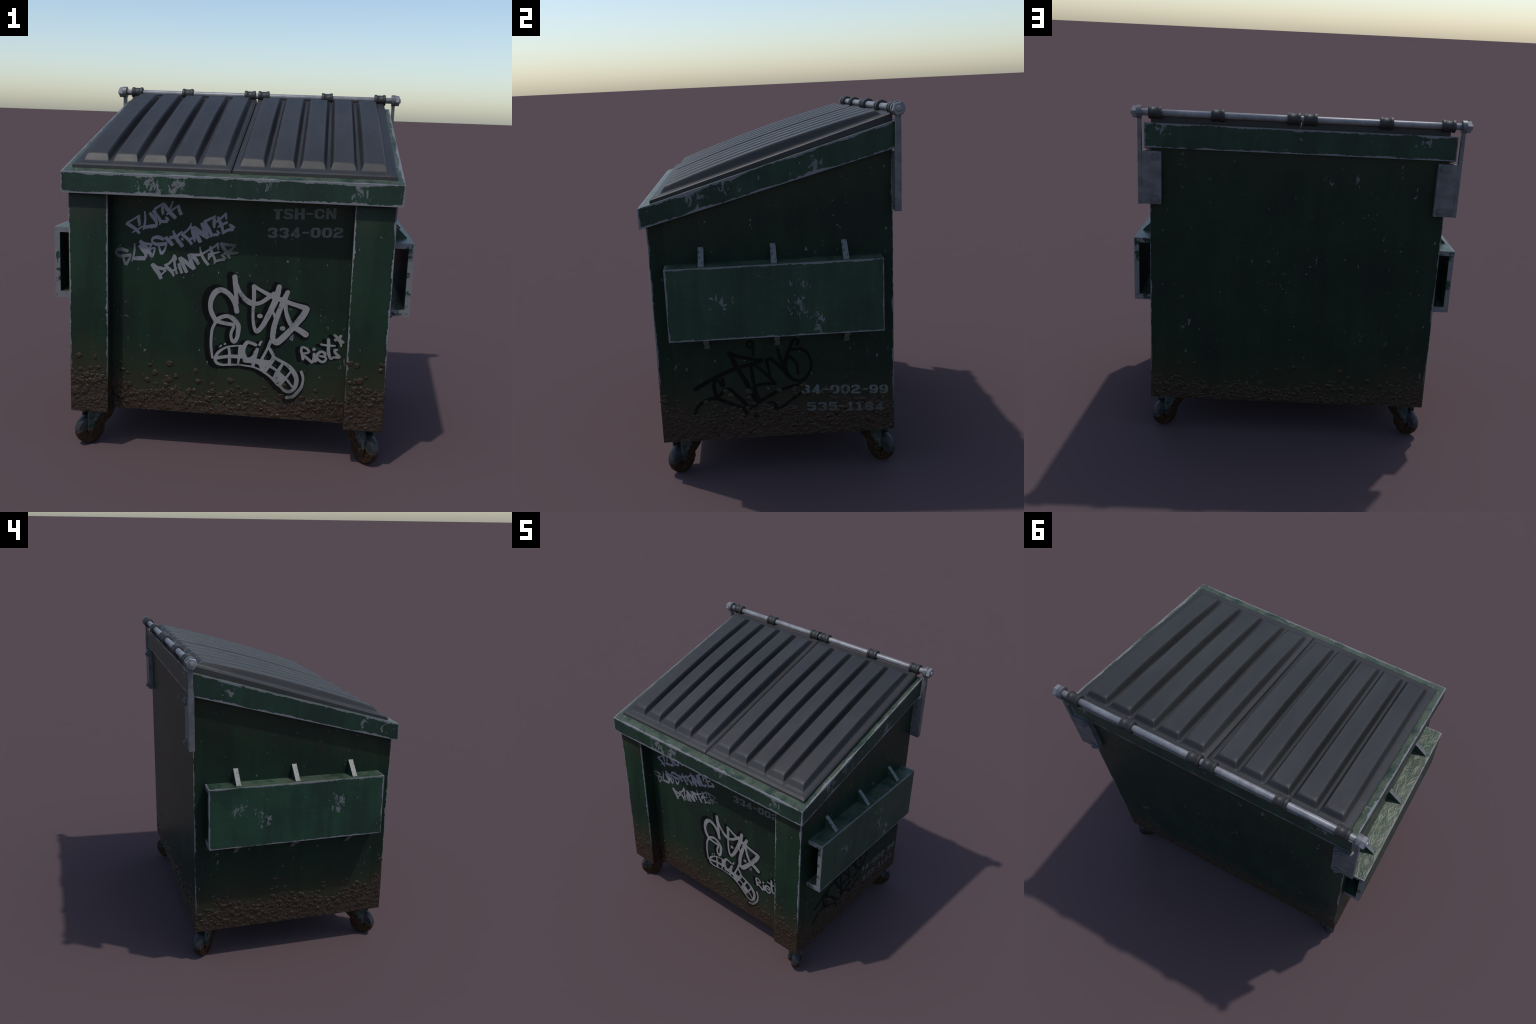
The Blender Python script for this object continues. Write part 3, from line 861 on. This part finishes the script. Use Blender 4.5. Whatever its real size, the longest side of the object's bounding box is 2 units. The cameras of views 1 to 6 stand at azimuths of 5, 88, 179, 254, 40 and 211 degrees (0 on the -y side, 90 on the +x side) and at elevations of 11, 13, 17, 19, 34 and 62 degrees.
def ribbon(bm, pts, to3d, lift, grow=1.0, shift=(0, 0), zoom=1.0, about=(0, 0), cap=True):
    path = spline(pts)
    path = [Vector((about[0] + (q.x - about[0]) * zoom + shift[0], about[1] + (q.y - about[1]) * zoom + shift[1], q.z)) for q in path]
    n = len(path)
    left, right = [], []
    for i, q in enumerate(path):
        d = (path[min(n - 1, i + 1)] - path[max(0, i - 1)]).xy
        d = d.normalized() if d.length > 1e-9 else Vector((1, 0))
        h = q.z * 0.5 * grow * (1 + 0.06 * noise.noise(Vector((q.x * 60, q.y * 60, 1.3))))
        nrm = Vector((-d.y, d.x)) * h
        left.append(q.xy + nrm)
        right.append(q.xy - nrm)

    def vert(p, i):
        # the stroke climbs a hair along its length, so that where it crosses
        # itself the later paint lies on top
        return bm.verts.new(to3d(p.x, p.y, lift + 0.000030 * i / n))
    L, R = [vert(p, i) for i, p in enumerate(left)], [vert(p, i) for i, p in enumerate(right)]
    for i in range(n - 1):
        bm.faces.new((L[i], L[i + 1], R[i + 1], R[i]))
    for end, other in ((0, 1), (n - 1, n - 2)):
        c = path[end].xy
        h = (left[end] - right[end]).length / 2
        d = (path[end] - path[other]).xy
        if d.length < 1e-9 or h < 1e-5:
            continue
        d.normalize()
        e = (left[end] - c).normalized()
        k = 6
        arc = [c + (e * math.cos(math.pi * j / k) + d * math.sin(math.pi * j / k) * (0.9 if cap else 0.25)) * h for j in range(1, k)]
        bm.faces.new([L[end]] + [vert(p, end) for p in arc] + [R[end]])


def on_front(x, z, lift):
    return (x, Y_PANEL - lift, z)


def on_right(y, z, lift):
    return (BX + lift, y, z)


layer = [0.0008]


def next_lift(d=0.000034):
    layer[0] += d
    return layer[0]


def sprayed(name, groups, to3d, mat, grow=1.0, **kw):
    bm = bmesh.new()
    for g in groups:
        for s in g:
            ribbon(bm, s, to3d, next_lift(), grow, **kw)
    want = Vector(to3d(0, 0, 1)) - Vector(to3d(0, 0, 0))
    for f in bm.faces:
        f.normal_update()
        if f.normal.dot(want) < 0:
            f.normal_flip()
    me = bpy.data.meshes.new(name)
    bm.to_mesh(me)
    bm.free()
    me.materials.append(mat)
    ob = bpy.data.objects.new(name, me)
    bpy.context.scene.collection.objects.link(ob)
    ob.parent = body
    return ob


UNDER = (0.0115, 0.031, 0.019)
M_BLACK = spray_paint("black_spray", (0.0050, 0.0048, 0.0052), UNDER, 0.98, dirt=0.15, base=0.8, spec=0.10)
M_WHITE = spray_paint("white_spray", (0.280, 0.268, 0.262), UNDER, 0.97, base=0.6, thin=0.3)
M_SCRAWL = spray_paint("grey_spray", (0.21, 0.205, 0.235), UNDER, 0.96)
M_SCRAWL_FADED = spray_paint("grey_spray_fading_left", (0.21, 0.205, 0.235), UNDER, 0.96, fade_dir=(-0.66, -0.44, "x"))
M_SCRAWL_FADED_R = spray_paint("grey_spray_fading_right", (0.21, 0.205, 0.215), UNDER, 0.96, fade_dir=(0.02, -0.13, "x"))
M_STENCIL = spray_paint("stencil_paint", (0.150, 0.147, 0.145), UNDER, 0.9, scale=34, thin=0.8, base=0.45)
M_STENCIL_SIDE = spray_paint("stencil_paint_side", (0.20, 0.20, 0.205), UNDER, 0.80, scale=34, thin=0.8, base=0.4, dirt=0.45)

shade = dict(shift=(-0.0165, 0.001), zoom=1.035, about=(0.17, 0.86))
sprayed("graffiti_outline", [FACE, TEETH], on_front, M_BLACK, 1.75, **shade)
sprayed("graffiti_outline", [TAG], on_front, M_BLACK, 1.3, shift=(-0.024, -0.006))
sprayed("graffiti_face", [FACE, TEETH], on_front, M_WHITE)
sprayed("graffiti_tag", [TAG], on_front, M_WHITE)
layer[0] = 0.0008
sprayed("graffiti_scrawl", [FIRST_WORD], on_front, M_SCRAWL, cap=False)
sprayed("graffiti_scrawl", [SECOND_WORD], on_front, M_SCRAWL_FADED, cap=False)
sprayed("graffiti_scrawl", [THIRD_WORD], on_front, M_SCRAWL_FADED_R, cap=False)
layer[0] = 0.0008
sprayed("graffiti_side_tag", [SIDE_TAG], on_right, M_BLACK)

# --------------------------------------------------- stencilled numbers
# glyphs as pen lines in a unit box; upright pens are fat, level ones thin
FAT, THIN = 0.34, 0.21
GLYPHS = {
    "T": [[(0, .89, THIN), (1, .89, THIN)], [(.5, .78, .40), (.5, 0, .40)]],
    "S": [[(.92, .72, THIN), (.78, .88, THIN), (.5, .9, THIN), (.22, .87, THIN + .04), (.17, .68, FAT), (.32, .55, THIN + .06), (.68, .45, THIN + .06), (.83, .3, FAT), (.78, .13, THIN + .04), (.5, .1, THIN), (.22, .12, THIN), (.06, .28, THIN)]],
    "H": [[(.17, 1, FAT), (.17, 0, FAT)], [(.83, 1, FAT), (.83, 0, FAT)], [(.3, .5, THIN), (.7, .5, THIN)]],
    "-": [[(.05, .5, .19), (.95, .5, .19)]],
    "C": [[(.88, .62, .28), (.82, .80, .26), (.6, .89, THIN), (.38, .88, THIN), (.19, .76, FAT), (.17, .5, FAT), (.19, .24, FAT), (.38, .12, THIN), (.6, .11, THIN), (.82, .2, .26), (.88, .38, .28)]],
    "N": [[(.15, 1, .30), (.15, 0, .30)], [(.85, 1, .30), (.85, 0, .30)], [(.17, .95, .30), (.83, .05, .30)]],
    "3": [[(.08, .70, .22), (.2, .86, .24), (.5, .9, THIN), (.76, .84, .28), (.80, .70, .32), (.66, .54, .24), (.45, .51, .18)], [(.45, .51, .18), (.68, .46, .24), (.81, .28, .34), (.74, .14, .28), (.5, .1, THIN), (.2, .14, .24), (.08, .28, .22)]],
    "4": [[(.64, 1, .30), (.64, 0, .36)], [(.60, .93, .20), (.36, .58, .22), (.12, .26, .20)], [(.04, .24, .20), (.95, .24, .20)]],
    "0": [[(.5, .9, THIN), (.24, .84, .28), (.17, .66, FAT), (.17, .34, FAT), (.24, .16, .28), (.5, .1, THIN), (.76, .16, .28), (.83, .34, FAT), (.83, .66, FAT), (.76, .84, .28), (.5, .9, THIN)]],
    "2": [[(.1, .68, .24), (.2, .84, .26), (.5, .9, THIN), (.78, .84, .28), (.84, .68, .32), (.70, .52, .24), (.34, .40, .24), (.15, .24, .26), (.12, .05, .24)], [(.0, .09, THIN), (1, .09, THIN)]],
    "9": [[(.82, .62, .3), (.66, .44, .2), (.4, .42, .2), (.2, .54, .3), (.18, .70, .34), (.26, .85, .26), (.5, .9, THIN), (.76, .84, .28), (.83, .66, FAT), (.82, .34, FAT), (.74, .15, .28), (.5, .1, THIN), (.22, .13, .22), (.1, .26, .2)]],
    "5": [[(.05, .9, THIN), (.95, .9, THIN)], [(.15, .9, .24), (.15, .52, .24)], [(.15, .54, .2), (.5, .6, .2), (.8, .5, .3), (.82, .28, FAT), (.72, .13, .26), (.45, .1, THIN), (.2, .13, .22), (.06, .26, .2)]],
    "1": [[(.55, 1, .40), (.55, 0, .40)], [(.05, .09, .18), (1, .09, .18)], [(.1, .82, .20), (.5, .90, .20)]],
    "8": [[(.5, .9, THIN), (.24, .85, .26), (.17, .72, .3), (.28, .56, .24), (.5, .5, .2), (.72, .44, .26), (.83, .27, .34), (.74, .14, .26), (.5, .1, THIN), (.26, .14, .26), (.17, .27, .34), (.28, .44, .26), (.5, .5, .2), (.72, .56, .24), (.83, .72, .3), (.76, .85, .26), (.5, .9, THIN)]],
}


def stencil(name, rows, to3d, mat, tilt):
    """rows: (text, left edges and widths rule, baseline at x0, height)."""
    bm = bmesh.new()
    for text, x0, z0, height, spots in rows:
        for ch, (a, b) in zip(text, spots):
            for pen in GLYPHS[ch]:
                pts = []
                for gx, gz, w in pen:
                    X = a + (b - a) * gx
                    Z = z0 + height * gz + math.tan(tilt) * (X - x0)
                    level = abs(pen[0][1] - pen[-1][1]) < 0.05
                    pts.append((X * 1000, Z * 1000, w * 1000 * (height if level else 0.5 * (height + b - a))))
                n0 = len(bm.verts)
                ribbon(bm, pts, to3d, next_lift(), cap=False)
    want = Vector(to3d(0, 0, 1)) - Vector(to3d(0, 0, 0))
    for f in bm.faces:
        f.normal_update()
        if f.normal.dot(want) < 0:
            f.normal_flip()
    me = bpy.data.meshes.new(name)
    bm.to_mesh(me)
    bm.free()
    me.materials.append(mat)
    ob = bpy.data.objects.new(name, me)
    bpy.context.scene.collection.objects.link(ob)
    ob.parent = body


def spots(x0, widths, gap):
    out = []
    for w in widths:
        out.append((x0, x0 + w))
        x0 += w + gap
    return out


W, D, GAP = 0.0515, 0.036, 0.0075
layer[0] = 0.0008
stencil("stencil_lettering", [
    ("TSH-CN", 0.219, 1.3125, 0.0535, spots(0.219, (.046, .0495, .0523, .0355, .051, .052), GAP)),
    ("334-002", 0.1946, 1.2130, 0.0525, spots(0.1946, (W, W, W + .001, D, W, W, .049), GAP)),
], on_front, M_STENCIL, math.radians(3.0))
layer[0] = 0.0022
stencil("stencil_lettering", [
    ("34-002-99", 0.1181, 0.4590, 0.051, spots(0.1181, (.050, .051, .0366, .051, .050, .0515, .034, .049, .049), 0.0067)),
    ("535-1184", 0.1462, 0.3570, 0.0505, spots(0.1462, (.0515, .0516, .0468, .0357, .040, .042, .052, .0495), 0.0080)),
], on_right, M_STENCIL_SIDE, math.radians(-3.4))

# ------------------------------------------------------------- mud lumps
def mud_level(ax, y):
    lvl = 0.296 + 0.055 * smooth((ax - 0.42) / 0.42) + 0.075 * smooth((-y - 0.52) / 0.12)
    return lvl


def lump(bm, centre, axes, r, h):
    """A flattened, uneven blob of mud stuck to a wall."""
    u, v, n = axes
    rings, sides = ((1.0, 0.0), (0.93, 0.62), (0.74, 0.95), (0.38, 1.02)), 10
    ph, e = rng.uniform(0, 6.28), rng.uniform(0.72, 1.0)
    seed = Vector((rng.uniform(0, 50), rng.uniform(0, 50), 0))
    prev = None
    for rr, hh in rings:
        ring = []
        for k in range(sides):
            a = ph + k * math.tau / sides
            q = r * rr * (1 + 0.55 * noise.noise(seed + Vector((math.cos(a), math.sin(a), 0)) * 0.9))
            ring.append(bm.verts.new(centre + u * (q * math.cos(a)) + v * (q * e * math.sin(a)) + n * (h * hh - 0.001)))
        if prev:
            for k in range(sides):
                j = (k + 1) % sides
                bm.faces.new((prev[k], prev[j], ring[j], ring[k]))
        prev = ring
    top = bm.verts.new(centre + n * h)
    for k in range(sides):
        bm.faces.new((prev[k], prev[(k + 1) % sides], top))


ZUP = Vector((0, 0, 1))
WALLS = [  # origin function, along axis, outward normal, extent, share
    (lambda t: (t, Y_PANEL), Vector((1, 0, 0)), Vector((0, -1, 0)), (-0.63, 0.63), 260),
    (lambda t: (t, Y_POST), Vector((1, 0, 0)), Vector((0, -1, 0)), (-0.835, -0.645), 85),
    (lambda t: (t, Y_POST), Vector((1, 0, 0)), Vector((0, -1, 0)), (0.645, 0.835), 85),
    (lambda t: (BX, t), Vector((0, 1, 0)), Vector((1, 0, 0)), (-0.64, 0.618), 260),
    (lambda t: (-BX, t), Vector((0, -1, 0)), Vector((-1, 0, 0)), (-0.64, 0.618), 260),
    (lambda t: (t, Y_BACK), Vector((-1, 0, 0)), Vector((0, 1, 0)), (-0.835, 0.835), 330),
]
bm = bmesh.new()
for place, along, out, (lo, hi), count in WALLS:
    for i in range(count):
        t = rng.uniform(lo, hi)
        x, y = place(t)
        lvl = mud_level(abs(x), y) + 0.05 * noise.noise(Vector((t * 3.0, x * 2, y * 2 + 5)))
        q = rng.random()
        if q < 0.13:        # clods flung high up
            z = lvl + 0.02 + 0.16 * rng.random() ** 2.2
            r = rng.uniform(0.010, 0.021)
        elif q < 0.62:      # the ragged upper fringe
            z = lvl + rng.gauss(-0.01, 0.026)
            r = rng.uniform(0.006, 0.014) * (1 if rng.random() < 0.75 else 1.6)
        else:
            z = Z_FLOOR + 0.006 + (lvl - Z_FLOOR) * rng.random()
            r = rng.uniform(0.005, 0.014)
        z = max(z, Z_FLOOR + r)
        t = min(max(t, lo + r * 0.6), hi - r * 0.6)
        x, y = place(t)
        lump(bm, Vector((x, y, z)), (along, ZUP, out), r, min(0.0042, r * rng.uniform(0.18, 0.32)))
mud = new_object("mud", bm, M_MUD, body, 60)
mud["kind"] = "stuff"
